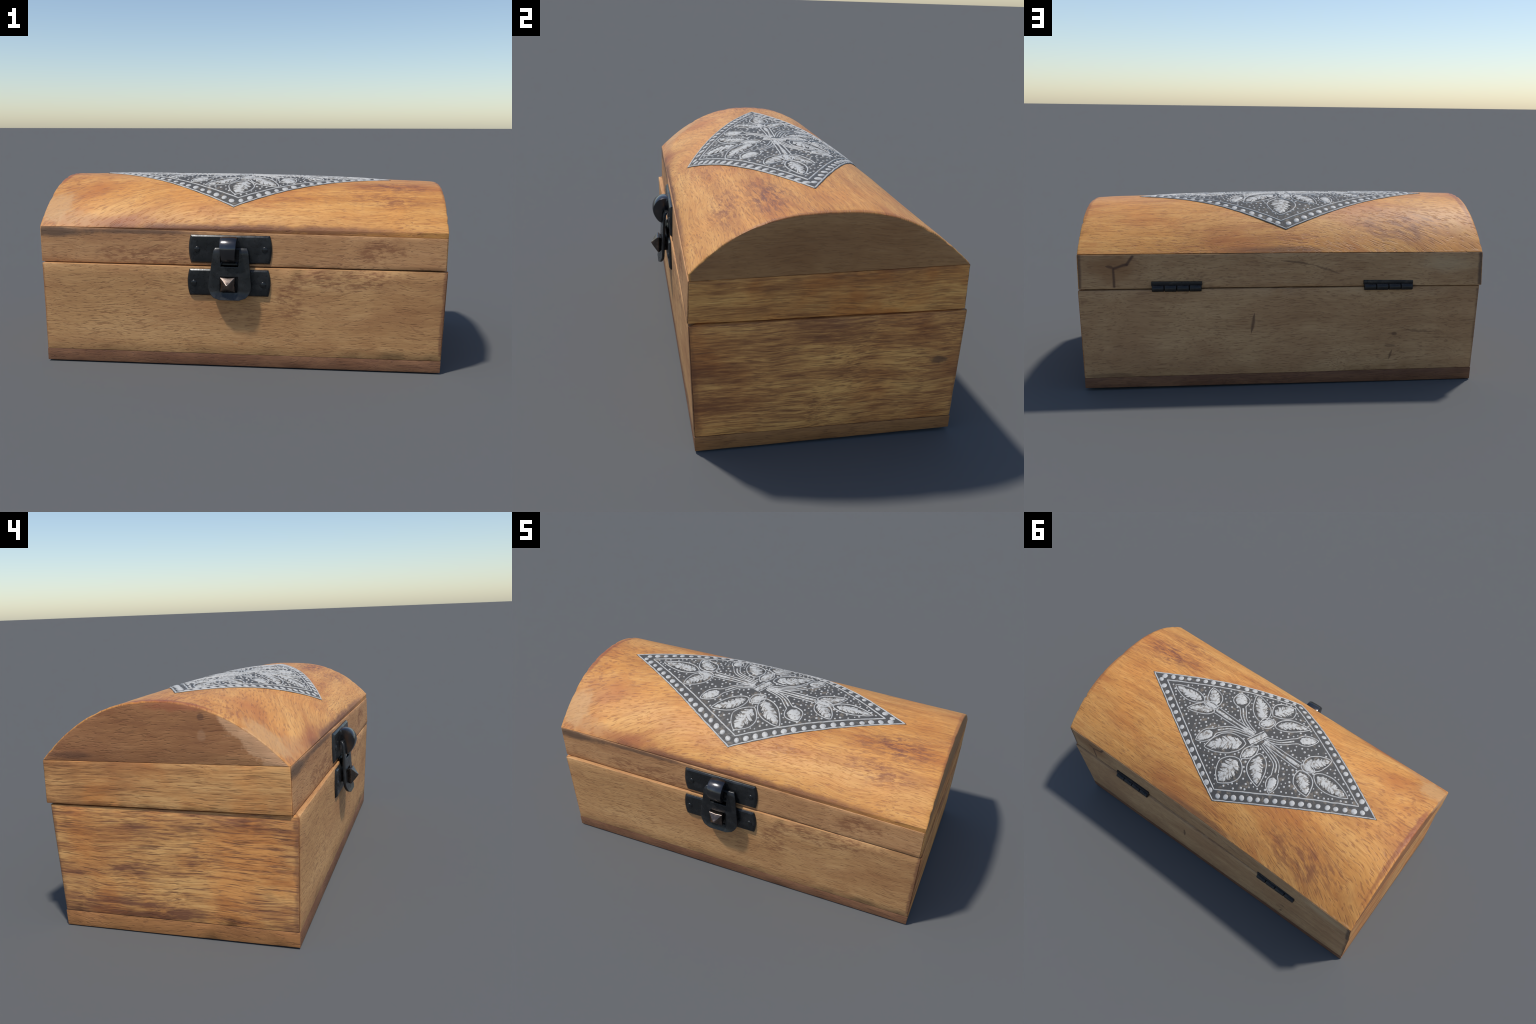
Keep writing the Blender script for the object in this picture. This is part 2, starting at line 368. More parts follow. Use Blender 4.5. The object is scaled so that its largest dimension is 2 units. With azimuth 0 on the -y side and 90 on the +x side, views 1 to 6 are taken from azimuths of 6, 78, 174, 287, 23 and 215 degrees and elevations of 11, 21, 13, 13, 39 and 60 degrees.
def roughen(me, amp=0.0012, chip=0.0, seed=0.0, freq=9.0):
    """Hand-cut irregularity: soft waves, plus wear where edges are sharp."""
    bm = bmesh.new()
    bm.from_mesh(me)
    bm.normal_update()
    shift = []
    for v in bm.verts:
        d = fractal(v.co, freq, seed) * amp
        if chip and any(len(e.link_faces) == 2 and e.calc_face_angle(0) > 0.3 for e in v.link_edges):
            n = fractal(v.co, 22.0, seed + 4)
            d -= max(0.0, n - 0.15) * chip
        shift.append(v.normal * d)
    for v, s in zip(bm.verts, shift):
        v.co += s
    bm.to_mesh(me)
    bm.free()


def board(name, outer, inner, mats, cuts=36, bevel=0.0028, chip=0.004, seed=0.0, bulge=0.0, corner=0.0):
    """Plank from four outer-face corners and the four matching inner ones."""
    bm = bmesh.new()
    o = [bm.verts.new(p) for p in outer]
    i = [bm.verts.new(p) for p in inner]
    bm.faces.new(o)
    bm.faces.new(list(reversed(i)))
    for k in range(4):
        bm.faces.new((o[k], i[k], i[(k + 1) % 4], o[(k + 1) % 4]))
    bmesh.ops.recalc_face_normals(bm, faces=bm.faces)
    long_edges = [e for e in bm.edges if e.calc_length() > 0.6]
    across = [e for e in bm.edges if 0.1 < e.calc_length() <= 0.6]
    if corner:
        ends = [e for e in across if all(v in o for v in e.verts)]
        bmesh.ops.bevel(bm, geom=ends, offset=corner, segments=4, profile=0.5, affect='EDGES')
        long_edges = [e for e in bm.edges if e.calc_length() > 0.6]
        across = [e for e in bm.edges if 0.1 < e.calc_length() <= 0.6]
    bmesh.ops.subdivide_edges(bm, edges=long_edges, cuts=cuts, use_grid_fill=True)
    if across:
        keep = [e for e in bm.edges if 0.1 < e.calc_length() and abs((e.verts[0].co - e.verts[1].co).normalized().z) > 0.7]
        bmesh.ops.subdivide_edges(bm, edges=keep, cuts=7, use_grid_fill=True)
    bm.normal_update()
    sharp = [e for e in bm.edges if len(e.link_faces) == 2 and e.calc_face_angle(0) > 1.0]
    bmesh.ops.bevel(bm, geom=sharp, offset=bevel, segments=2, profile=0.6, affect='EDGES')
    if bulge:
        c = sum(outer, Vector()) / 4
        n = (outer[1] - outer[0]).cross(outer[3] - outer[0]).normalized()
        u = (outer[1] - outer[0]) / 2
        w = (outer[3] - outer[0]) / 2
        for v in bm.verts:
            d = v.co - c
            a, b = d.dot(u) / u.length_squared, d.dot(w) / w.length_squared
            if d.dot(n) > -0.012:
                v.co += n * bulge * max(0.0, 1 - a * a) * (1.0 if bulge < 0 else max(0.3, 1 - b * b * 0.7))
    me = bpy.data.meshes.new(name)
    bm.to_mesh(me)
    bm.free()
    roughen(me, 0.0005, chip, seed, 3.0)
    return add(name, me, mats, smooth_angle=50)


# =====================================================================
#  BOX WALLS
# =====================================================================
# corner order: front-left, front-right, back-right, back-left
FOOT = [Vector(p) for p in ((-0.983, -0.462, 0.004), (0.978, -0.439, 0.004), (0.987, 0.525, 0.012), (-0.982, 0.505, 0.0))]
WALL_TOP = [Vector(p) for p in ((-0.984, -0.471, 0.509), (0.989, -0.458, 0.506), (0.999, 0.528, 0.510), (-0.993, 0.522, 0.511))]
RIM_LOW = [Vector(p) for p in ((-0.993, -0.451, 0.513), (0.982, -0.461, 0.513), (0.998, 0.520, 0.516), (-0.997, 0.536, 0.517))]
RIM_TOP = [Vector(p) for p in ((-0.995, -0.448, 0.689), (0.983, -0.456, 0.664), (0.999, 0.515, 0.684), (-0.991, 0.537, 0.686))]
BAND = 0.064


def level(a, b, z):
    return [lerp(p, q, (z - p.z) / (q.z - p.z)) for p, q in zip(a, b)]


def inset(quad, d):
    c = sum(quad, Vector()) / 4
    return [Vector((p.x - math.copysign(d, p.x), p.y - math.copysign(d, p.y - c.y), p.z)) for p in quad]


def ring_of_boards(names, low, high, mats, thick, seed, bulges=(0.003, 0.003, 0.003, 0.003)):
    li, hi = inset(low, thick), inset(high, thick)
    for k in range(4):
        j = (k + 1) % 4
        # shrink the mitre by half a millimetre so that neighbours only touch
        e = (low[j] - low[k]).normalized() * 0.0005
        board(names[k], [low[k] + e, low[j] - e, high[j] - e, high[k] + e],
              [li[k] + e, li[j] - e, hi[j] - e, hi[k] + e], mats[k], seed=seed + k, bulge=bulges[k], corner=0.0065)


foot_top = level(FOOT, WALL_TOP, BAND)
wall_low = level(FOOT, WALL_TOP, BAND + 0.001)
bottom = board('bottom_board', foot_top, FOOT, [M_BOTTOM, M_BOTTOM_END], bevel=0.0018, chip=0.0015, seed=20)
for p in bottom.data.polygons:
    if abs(p.normal.x) > 0.7:
        p.material_index = 1
ring_of_boards(['front_board', 'end_board', 'back_board', 'end_board'], wall_low, WALL_TOP,
               [M_FRONT, M_END_R, M_BACK, M_END_L], 0.07, 1)
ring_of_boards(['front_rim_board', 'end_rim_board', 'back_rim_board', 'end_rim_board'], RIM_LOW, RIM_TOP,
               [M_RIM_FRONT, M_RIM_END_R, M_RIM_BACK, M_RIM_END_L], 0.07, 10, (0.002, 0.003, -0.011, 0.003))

# lining that closes the gap between walls and lid
lin_lo = [Vector((p.x, p.y, 0.42)) for p in inset(WALL_TOP, 0.030)]
lin_hi = [Vector((p.x, p.y, 0.60)) for p in inset(WALL_TOP, 0.030)]
board('inner_lip', lin_hi, lin_lo, [M_LINER], cuts=2, chip=0.0, seed=30)

# =====================================================================
#  DOMED LID TOP
# =====================================================================
# stations along the length: x, crest height, crest y, front roundness, back roundness, front fullness
STATIONS = [(-0.985, 0.916, 0.045, 2.15, 2.28, 1.0), (-0.80, 0.918, 0.045, 2.30, 2.32, 0.95), (-0.50, 0.919, 0.046, 2.45, 2.42, 0.88),
            (0.0, 0.917, 0.050, 2.55, 2.45, 0.80), (0.30, 0.912, 0.053, 2.55, 2.42, 0.80), (0.65, 0.899, 0.056, 2.65, 2.35, 0.88),
            (0.90, 0.891, 0.056, 2.80, 2.3, 0.97), (0.985, 0.886, 0.056, 2.80, 2.3, 1.0)]


def station(x):
    if x <= STATIONS[0][0]:
        return STATIONS[0][1:]
    for a, b in zip(STATIONS, STATIONS[1:]):
        if x <= b[0]:
            t = (x - a[0]) / (b[0] - a[0])
            return tuple(lerp(p, q, t) for p, q in zip(a[1:], b[1:]))
    return STATIONS[-1][1:]


def eaves(x):
    t = (x + 0.98) / 1.96
    return (lerp(-0.446, -0.455, t), 0.690), (lerp(0.534, 0.511, t) - 0.010 * max(0.0, 1 - (x / 0.98) ** 2), lerp(0.689, 0.688, t))


def dome_z(x, y):
    zc, yc, pf, pb, full = station(x)
    (yf, zf), (yb, zb) = eaves(x)
    if y < yc:
        return zf + (zc - zf) * max(0.0, 1 - min(1.0, (yc - y) / (yc - yf)) ** pf) ** full
    return zb + (zc - zb) * (1 - min(1.0, (y - yc) / (yb - yc)) ** pb)


def seam_z(x, front):
    t = (x + 0.98) / 1.96
    return (lerp(0.6895, 0.6645, t) if front else lerp(0.6865, 0.6845, t)) + 0.0012


def arch(x, n=72):
    """Closed cross-section of the lid top at x as (y, z) points."""
    (yf, zf), (yb, zb) = eaves(x)
    yc = station(x)[1]
    pts = []
    for k in range(n + 1):
        a = math.pi * k / n
        u = -math.cos(a)
        u = math.copysign(abs(u) ** 0.9, u)
        y = yc + u * ((yc - yf) if u < 0 else (yb - yc))
        pts.append((y, dome_z(x, y)))
    return [(yf + 0.002, seam_z(x, True))] + pts + [(yb - 0.002, seam_z(x, False))]


def build_lid_top():
    def end_x(y, side):
        return lerp(0.984, 0.998, (y + 0.45) / 0.96) if side > 0 else lerp(-0.995, -0.990, (y + 0.44) / 0.97)
    n_len, verts, faces, rings = 96, [], [], []
    radius = 0.007
    prof = []
    for k in range(3):                       # rounded arris at the left end
        a = math.pi / 2 * k / 3
        prof.append((-1, radius * (1 - math.sin(a)), radius * (1 - math.cos(a)), a))
    spec = [('L', radius * (1 - math.cos(a)), radius * (1 - math.sin(a))) for a in (0, math.pi / 6, math.pi / 3)]
    spec += [('M', k / n_len, 0) for k in range(n_len + 1)]
    spec += [('R', radius * (1 - math.cos(a)), radius * (1 - math.sin(a))) for a in (math.pi / 3, math.pi / 6, 0)]
    for kind, t, shrink in spec:
        ring = []
        base = arch(-0.98 if kind == 'L' else 0.98 if kind == 'R' else lerp(-0.973, 0.973, t))
        cy, cz = 0.04, 0.70
        for (y, z) in base:
            if kind == 'M':
                x = lerp(end_x(y, -1) + radius, end_x(y, 1) - radius, t)
                p = Vector((x, y, z))
            else:
                d = Vector((cy - y, cz - z))
                d = d.normalized() * min(shrink, d.length)
                x = end_x(y, -1) + t if kind == 'L' else end_x(y, 1) - t
                p = Vector((x, y + d.x, z + (d.y if z > 0.695 else 0)))
            if kind == 'M' and 0 < t < 1 and z > 0.70:
                p.z = p.z + fractal(p, 5.0, 3.0) * 0.0012
            # broken arrises at both ends and along the eaves
            near = abs(p.x) > 0.962
            if near and z > 0.70:
                c = max(0.0, fractal(p, 40.0, 8.0) - 0.12) * 0.006 * smooth((abs(p.x) - 0.962) / 0.012)
                p.z -= c
                p.x -= math.copysign(c, p.x)
            ring.append(len(verts))
            verts.append(p)
        rings.append(ring)
    m = len(rings[0])
    for a, b in zip(rings, rings[1:]):
        for k in range(m):
            j = (k + 1) % m
            faces.append((a[k], a[j], b[j], b[k]))
    n_side = len(faces)
    for ring, side in ((rings[0], -1), (rings[-1], 1)):       # slightly swollen half-moon ends
        last = ring
        for s in (0.86, 0.66, 0.44, 0.22):
            new = []
            for k in ring:
                v = verts[k]
                q = Vector((0, lerp(0.04, v.y, s), lerp(0.765, v.z, s)))
                q.x = end_x(q.y, side) + side * 0.005 * (1 - s * s)
                new.append(len(verts))
                verts.append(q)
            faces += [(last[k], last[(k + 1) % m], new[(k + 1) % m], new[k]) for k in range(m)]
            last = new
        faces.append(tuple(last))
    me = mesh_from('lid_top', verts, faces)
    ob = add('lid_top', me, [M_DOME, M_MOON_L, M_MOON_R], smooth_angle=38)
    for p in me.polygons:
        if p.index >= n_side:
            p.material_index = 1 if p.center.x < 0 else 2
    return ob


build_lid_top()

# =====================================================================
#  EMBOSSED TIN DIAMOND
# =====================================================================
ARC = [0.0]
for _k in range(1, 401):
    _y0, _y1 = -0.44 + (_k - 1) * 0.0024, -0.44 + _k * 0.0024
    ARC.append(ARC[-1] + math.hypot(0.0024, dome_z(0, _y1) - dome_z(0, _y0)))


def to_arc(y):
    f = max(0.0, min(399.999, (y + 0.44) / 0.0024))
    return lerp(ARC[int(f)], ARC[int(f) + 1], f - int(f))


def from_arc(s):
    lo, hi = 0, 400
    while hi - lo > 1:
        mid = (lo + hi) // 2
        if ARC[mid] <= s:
            lo = mid
        else:
            hi = mid
    return -0.44 + 0.0024 * (lo + (s - ARC[lo]) / max(1e-9, ARC[hi] - ARC[lo]))


def on_dome(x, s, h=0.0):
    """Point at unrolled position (x, s), h above the dome."""
    y = from_arc(s)
    e = 0.004
    p = Vector((x, y, dome_z(x, y)))
    dx = Vector((2 * e, 0, dome_z(x + e, y) - dome_z(x - e, y)))
    dy = Vector((0, 2 * e, dome_z(x, y + e) - dome_z(x, y - e)))
    return p + dx.cross(dy).normalized() * h


def U(x, y):
    return Vector((x, to_arc(y)))


TIP_R, TIP_F, TIP_L, TIP_B = U(0.749, 0.015), U(-0.036, -0.372), U(-0.800, 0.051), U(-0.011, 0.420)
IN_R, IN_F, IN_L, IN_B = U(0.642, 0.016), U(-0.020, -0.320), U(-0.682, 0.042), U(0.010, 0.374)
PLATE_H = 0.0020


def build_plate():
    n, verts, faces = 64, [], []
    for h in (PLATE_H, -0.004):
        for i in range(n + 1):
            for j in range(n + 1):
                u, v = i / n, j / n
                q = lerp(lerp(TIP_R, TIP_F, u), lerp(TIP_B, TIP_L, u), v)
                edge = min(u, v, 1 - u, 1 - v)
                w = Vector((fractal((q.x, q.y, 1), 30.0, 2), fractal((q.x, q.y, 5), 30.0, 6))) * (0.0016 if edge == 0 else 0)
                dent = fractal((q.x, q.y, 0), 9.0, 1) * 0.0006 if h > 0 else 0
                verts.append(on_dome(q.x + w.x, q.y + w.y, h + dent))
    s = n + 1
    o = s * s
    for i in range(n):
        for j in range(n):
            a = i * s + j
            faces.append((a, a + 1, a + s + 1, a + s))
            faces.append((o + a, o + a + s, o + a + s + 1, o + a + 1))
    rim = [(0, j) for j in range(n)] + [(i, n) for i in range(n)] + [(n, j) for j in range(n, 0, -1)] + [(i, 0) for i in range(n, 0, -1)]
    for (i, j), (k, l) in zip(rim, rim[1:] + rim[:1]):
        faces.append((i * s + j, k * s + l, o + k * s + l, o + i * s + j))
    return add('ornament_plate', mesh_from('ornament_plate', verts, faces), M_PLATE, smooth_angle=40)


PLATE = build_plate()


def resample(pts, step):
    out = [pts[0].copy()]
    for a, b in zip(pts, pts[1:]):
        n = max(1, int(round((b - a).length / step)))
        out += [lerp(a, b, k / n) for k in range(1, n + 1)]
    return out


def spline(pts, per=10):
    """Catmull-Rom through control points."""
    p = [pts[0] * 2 - pts[1]] + list(pts) + [pts[-1] * 2 - pts[-2]]
    out = []
    for k in range(1, len(p) - 2):
        for i in range(per):
            t = i / per
            out.append(0.5 * ((2 * p[k]) + (p[k + 1] - p[k - 1]) * t + (2 * p[k - 1] - 5 * p[k] + 4 * p[k + 1] - p[k + 2]) * t * t
                              + (3 * p[k] - p[k - 1] - 3 * p[k + 1] + p[k + 2]) * t ** 3))
    out.append(pts[-1].copy())
    return out


def ridge(name, pts, width, height, mat, parent=None, wobble=0.0012, base=PLATE_H, width_fn=None):
    """Raised half-round line following unrolled points."""
    verts, faces = [], []
    n = len(pts)
    for k, p in enumerate(pts):
        t = (pts[min(n - 1, k + 1)] - pts[max(0, k - 1)])
        t = t.normalized() if t.length > 1e-9 else Vector((1, 0))
        nrm = Vector((-t.y, t.x))
        w = width * (width_fn(k / (n - 1)) if width_fn else 1.0)
        w *= 1 + 0.25 * fractal((p.x, p.y, 0), 60.0, 2)
        q = p + nrm * fractal((p.x, p.y, 3), 28.0, 5) * wobble
        for off, h in ((-0.5, -0.0008), (-0.3, 0.75), (0, 1.0), (0.3, 0.75), (0.5, -0.0008)):
            r = q + nrm * off * w
            verts.append(on_dome(r.x, r.y, base + (h * height if h > 0 else h)))
    for k in range(n - 1):
        for j in range(4):
            a = k * 5 + j
            faces.append((a, a + 1, a + 6, a + 5))
    faces.append((0, 1, 2, 3, 4))
    e = (n - 1) * 5
    faces.append((e + 4, e + 3, e + 2, e + 1, e))
    me = mesh_from(name, verts, faces)
    return add(name, me, mat, parent or PLATE, smooth_angle=70)


# ---- borders ---------------------------------------------------------
for tips, w, inset_d, nm in (((TIP_R, TIP_F, TIP_L, TIP_B), 0.0075, 0.0045, 'outer_border'), ((IN_R, IN_F, IN_L, IN_B), 0.0078, 0.0, 'inner_border')):
    c = sum(tips, Vector((0, 0))) / 4
    quad = [t + (c - t).normalized() * inset_d * (2.2 if abs(t.x) > 0.3 else 1.2) for t in tips]
    ridge(nm, resample(quad + quad[:1], 0.012), w, 0.0026, M_SILVER, wobble=0.0022)

# ---- beads -----------------------------------------------------------


def cap_mesh(name, radius, height, segs=16, rings=4, dimple=0.0):
    verts, faces = [], []
    for r in range(rings):
        a = math.pi / 2 * r / rings
        for k in range(segs):
            b = 2 * math.pi * k / segs
            verts.append((radius * math.cos(a) * math.cos(b), radius * math.cos(a) * math.sin(b), height * math.sin(a) - dimple * (r == rings - 1)))
    verts.append((0, 0, height - dimple))
    for r in range(rings - 1):
        for k in range(segs):
            j = (k + 1) % segs
            faces.append((r * segs + k, r * segs + j, (r + 1) * segs + j, (r + 1) * segs + k))
    t = (rings - 1) * segs
    for k in range(segs):
        faces.append((t + k, t + (k + 1) % segs, t + segs))
    return mesh_from(name, verts, faces)


BEAD = cap_mesh('bead', 0.0158, 0.0040)
BEAD.materials.append(M_SILVER)
BEAD.shade_smooth()


def frame_on_dome(x, s, h):
    o = on_dome(x, s, h)
    ex = (on_dome(x + 0.004, s, h) - on_dome(x - 0.004, s, h)).normalized()
    ey = (on_dome(x, s + 0.004, h) - on_dome(x, s - 0.004, h)).normalized()
    ez = ex.cross(ey).normalized()
    ey = ez.cross(ex)
    return Matrix((ex, ey, ez)).transposed().to_4x4(), o


rng = random.Random(11)
for (a, b, c, d, count) in ((TIP_R, TIP_F, IN_R, IN_F, 17), (TIP_F, TIP_L, IN_F, IN_L, 18), (TIP_L, TIP_B, IN_L, IN_B, 18), (TIP_B, TIP_R, IN_B, IN_R, 16)):
    p0, p1 = lerp(a, c, 0.47), lerp(b, d, 0.47)
    for k in range(count):
        t = (k + 0.62) / (count + 0.25)
        q = lerp(p0, p1, t) + Vector((rng.uniform(-1, 1), rng.uniform(-1, 1))) * 0.0022
        rot, o = frame_on_dome(q.x, q.y, PLATE_H - 0.0006)
        ob = bpy.data.objects.new('bead', BEAD)
        COL.objects.link(ob)
        ob.parent = PLATE
        s = rng.uniform(0.84, 1.08)
        ob.matrix_world = Matrix.Translation(o) @ rot @ Matrix.Rotation(rng.uniform(0, 3), 4, 'Z') @ Matrix.Diagonal((s, s * rng.uniform(0.85, 1.0), rng.uniform(0.8, 1.1), 1))

# ---- leaves, buds, stems ----------------------------------------------
OCCUPIED = []       # (kind, data) footprints kept free of dots


def leaf_frame(base, tip, half, bend):
    axis = tip - base
    side = Vector((-axis.y, axis.x)).normalized()

    def at(t, w):
        return base + axis * t + side * (bend * math.sin(math.pi * t) * axis.length + w)
    return at, axis.length


def outline_of(base, tip, half, bend, fat, n=20, neck=0.0):
    at, _ = leaf_frame(base, tip, half, bend)

    def width(t):
        w = half * max(0.0, math.sin(math.pi * min(1.0, t ** fat))) ** 0.8
        return max(w, neck * (1 - smooth((t - 0.4) / 0.3)))
    left = [at(k / n, width(k / n)) for k in range(n + 1)]
    right = [at(k / n, -width(k / n)) for k in range(n, -1, -1)]
    return left + right[1:], width, at


def blade_mesh(base, tip, half, bend, fat, seed, ragged, start=0.10):
    _, width, at = outline_of(base, tip, half, bend, fat)
    r = random.Random(seed)
    n, verts, faces = 34, [], []
    tl = [0.0, 0.0]
    bite = [[0, 0] for _ in range(n + 1)]
    for s in (0, 1):
        k = 2
        while k < n:
            L = r.choice((2, 3, 3, 4))
            depth = r.uniform(0.08, 0.55) * ragged
            for i in range(L):
                if k + i <= n:
                    bite[k + i][s] = depth * (1 - i / L)
            k += L
    t0, t1 = start, 0.92
    for k in range(n + 1):
        t = lerp(t0, t1, k / n)
        w = width(t) * 0.80 * min(1.0, 0.2 + k / (n * 0.14), 0.1 + (n - k) / (n * 0.10))
        wl = w * (1 - bite[k][0])
        wr = w * (1 - bite[k][1])
        for off, h in ((wl, -0.0008), (wl * 0.86, 0.0014), (0.0, 0.0022), (-wr * 0.86, 0.0014), (-wr, -0.0008)):
            p = at(t, off)
            verts.append(on_dome(p.x, p.y, PLATE_H + h))
    for k in range(n):
        for j in range(4):
            a = k * 5 + j
            faces.append((a, a + 1, a + 6, a + 5))
    faces.append((0, 1, 2, 3, 4))
    e = n * 5
    faces.append((e + 4, e + 3, e + 2, e + 1, e))
    return mesh_from('leaf', verts, faces)


def leaf(base, tip, half, bend=0.0, fat=0.8, ragged=1.0, seed=1, kind='leaf', neck=0.0):
    base, tip = U(*base), U(*tip)
    ring, width, at = outline_of(base, tip, half, bend, fat, neck=neck)
    me = blade_mesh(base, tip, half, bend, fat, seed, ragged, 0.24 if neck else 0.10)
    me.name = kind
    ob = add(kind, me, M_BLADE, PLATE, smooth_angle=60)
    ridge(kind + '_outline', ring, 0.0064, 0.0026, M_SILVER, wobble=0.0018)
    if kind == 'leaf':                      # dark slits: veins raking forward from the midrib
        r = random.Random(seed + 50)
        for side in (-1, 1):
            t = 0.26 + 0.04 * side
            while t < 0.72:
                a0 = r.uniform(0.05, 0.3)
                a1 = r.uniform(0.62, 0.80)
                reach = r.uniform(0.07, 0.15)
                pts = [at(lerp(t, t + reach, k / 4), side * width(lerp(t, t + reach, k / 4)) * lerp(a0, a1, k / 4)) for k in range(5)]
                ridge('leaf_vein', pts, half * 0.11, 0.0016, M_VEIN, wobble=0.002, base=PLATE_H + 0.0010, width_fn=lambda u: 0.4 + 0.8 * u)
                t += r.uniform(0.09, 0.17)
    OCCUPIED.append(('poly', [at(k / 12, width(k / 12) + 0.0095) for k in range(13)] + [at(k / 12, -width(k / 12) - 0.0095) for k in range(12, -1, -1)]))


LEAVES = [  # base, tip, half width, bend, roundness, raggedness
    ((0.372, 0.006), (0.580, 0.014), 0.040, 0.02, 0.80, 1.0),
    ((0.292, -0.004), (0.396, -0.098), 0.042, 0.0, 0.85, 1.0),
    ((0.282, 0.028), (0.421, 0.100), 0.036, -0.08, 0.80, 1.0),
    ((0.026, -0.075), (0.174, -0.226), 0.050, -0.04, 0.80, 0.9),
    ((0.010, -0.150), (-0.040, -0.295), 0.066, 0.0, 1.00, 0.9),
    ((-0.042, -0.096), (-0.204, -0.210), 0.044, 0.05, 0.80, 1.0),
    ((0.012, 0.090), (0.193, 0.229), 0.061, -0.05, 0.85, 1.1),
    ((-0.013, 0.182), (0.013, 0.340), 0.074, 0.0, 0.85, 0.9),
    ((-0.085, 0.095), (-0.187, 0.252), 0.052, -0.06, 0.80, 1.0),
    ((-0.309, 0.012), (-0.418, -0.102), 0.048, -0.04, 0.85, 1.0),
    ((-0.391, 0.026), (-0.612, 0.037), 0.046, -0.02, 0.80, 1.0),
    ((-0.314, 0.054), (-0.434, 0.153), 0.050, 0.02, 0.85, 1.0),
]
for k, L in enumerate(LEAVES):
    leaf(*L, seed=100 + k)
PODS = [((0.276, 0.002), (0.374, 0.010), 0.022), ((0.030, -0.048), (-0.028, -0.125), 0.036),
        ((-0.056, 0.068), (-0.016, 0.176), 0.034), ((-0.302, 0.020), (-0.388, 0.014), 0.024)]
for k, (b, t, h) in enumerate(PODS):
    leaf(b, t, h, 0.0, 0.95, 0.8, 200 + k, 'calyx')
BUDS = [  # base, tip, half width, stem way-points to the centre
    ((0.170, -0.085), (0.254, -0.167), 0.046, ((0.112, -0.026), (0.018, 0.010))),
    ((-0.186, -0.080), (-0.286, -0.170), 0.036, ((-0.128, -0.024), (-0.052, 0.006))),
    ((0.190, 0.112), (0.256, 0.224), 0.036, ((0.128, 0.060), (0.012, 0.030))),
    ((-0.222, 0.140), (-0.259, 0.247), 0.032, ((-0.182, 0.086), (-0.062, 0.042))),
]


def stem(points, gap, name='stem'):
    pts = spline([U(*p) for p in points], 12)
    n = len(pts)
    for side in (-1, 1):
        line = []
        for k, p in enumerate(pts):
            t = (pts[min(n - 1, k + 1)] - pts[max(0, k - 1)]).normalized()
            line.append(p + Vector((-t.y, t.x)) * side * gap * lerp(1.15, 0.75, k / (n - 1)))
        ridge('stem_outline', line, 0.0062, 0.0024, M_SILVER)
    OCCUPIED.append(('line', pts, gap + 0.010))
    return pts


for k, (b, t, h, way) in enumerate(BUDS):
    leaf(b, t, h, 0.0, 1.0, 0.45, 300 + k, 'bud', 0.0172)
    pts = stem((b,) + way, 0.015)
    ridge('stem', pts, 0.011, 0.0024, M_BLADE, width_fn=lambda t: 1.0 - 0.5 * t)
for way in (((0.278, 0.014), (0.14, 0.018), (0.010, 0.018)), ((-0.302, 0.032), (-0.185, 0.028), (-0.062, 0.020))):
    pts = stem(way, 0.019)
    ridge('stem', pts, 0.020, 0.0028, M_BLADE, width_fn=lambda t: 0.75 + 0.3 * math.sin(9 * t))
band = [U(0.004, 0.074), U(-0.018, 0.026), U(-0.038, -0.024)]
ridge('stem_band', resample(band, 0.01), 0.030, 0.0034, M_BLADE)
for side in (-1, 1):
    t = (band[2] - band[0]).normalized()
    ridge('stem_band_outline', resample([band[0] + Vector((-t.y, t.x)) * side * 0.022, band[2] + Vector((-t.y, t.x)) * side * 0.022], 0.01), 0.006, 0.0024, M_SILVER)
OCCUPIED.append(('line', band, 0.03))


def inside(poly, p):
    c = False
    for a, b in zip(poly, poly[1:] + poly[:1]):
        if (a.y > p.y) != (b.y > p.y) and p.x < (b.x - a.x) * (p.y - a.y) / (b.y - a.y) + a.x:
            c = not c
    return c


def edge_distance(poly, p):
    best = 9.0
    for a, b in zip(poly, poly[1:] + poly[:1]):
        t = max(0.0, min(1.0, (p - a).dot(b - a) / max(1e-9, (b - a).length_squared)))
        best = min(best, (p - lerp(a, b, t)).length)
    return best


def scatter_dots():
    r = random.Random(5)
    quad = [IN_R, IN_F, IN_L, IN_B]
    placed = []
    for _ in range(9000):
        p = Vector((r.uniform(-0.69, 0.65), r.uniform(min(q.y for q in quad), max(q.y for q in quad))))
        if not inside(quad, p) or edge_distance(quad, p) < 0.013:
            continue
        if any((p - q).length < 0.0205 for q in placed):
            continue
        bad = False
        for o in OCCUPIED:
            if o[0] == 'poly':
                bad = inside(o[1], p)
            else:
                bad = any((p - q).length < o[2] for q in o[1])
            if bad:
                break
        if not bad:
            placed.append(p)
    verts, faces = [], []
    for p in placed:
        rad = r.uniform(0.0042, 0.0072)
        rot, o = frame_on_dome(p.x, p.y, PLATE_H - 0.0005)
        base = len(verts)
        for ring, (rr, hh) in enumerate(((1.0, 0.0), (0.75, 0.7))):
            for k in range(9):
                a = 2 * math.pi * k / 9
                verts.append(o + rot.to_3x3() @ Vector((rad * rr * math.cos(a), rad * rr * math.sin(a), 0.0032 * hh)))
        verts.append(o + rot.to_3x3() @ Vector((0, 0, 0.0032)))
        for k in range(9):
            j = (k + 1) % 9
            faces.append((base + k, base + j, base + 9 + j, base + 9 + k))
            faces.append((base + 9 + k, base + 9 + j, base + 18))
    ob = add('punched_dots', mesh_from('punched_dots', verts, faces), M_SILVER, PLATE, smooth_angle=80)
    ob['kind'] = 'stuff'


scatter_dots()


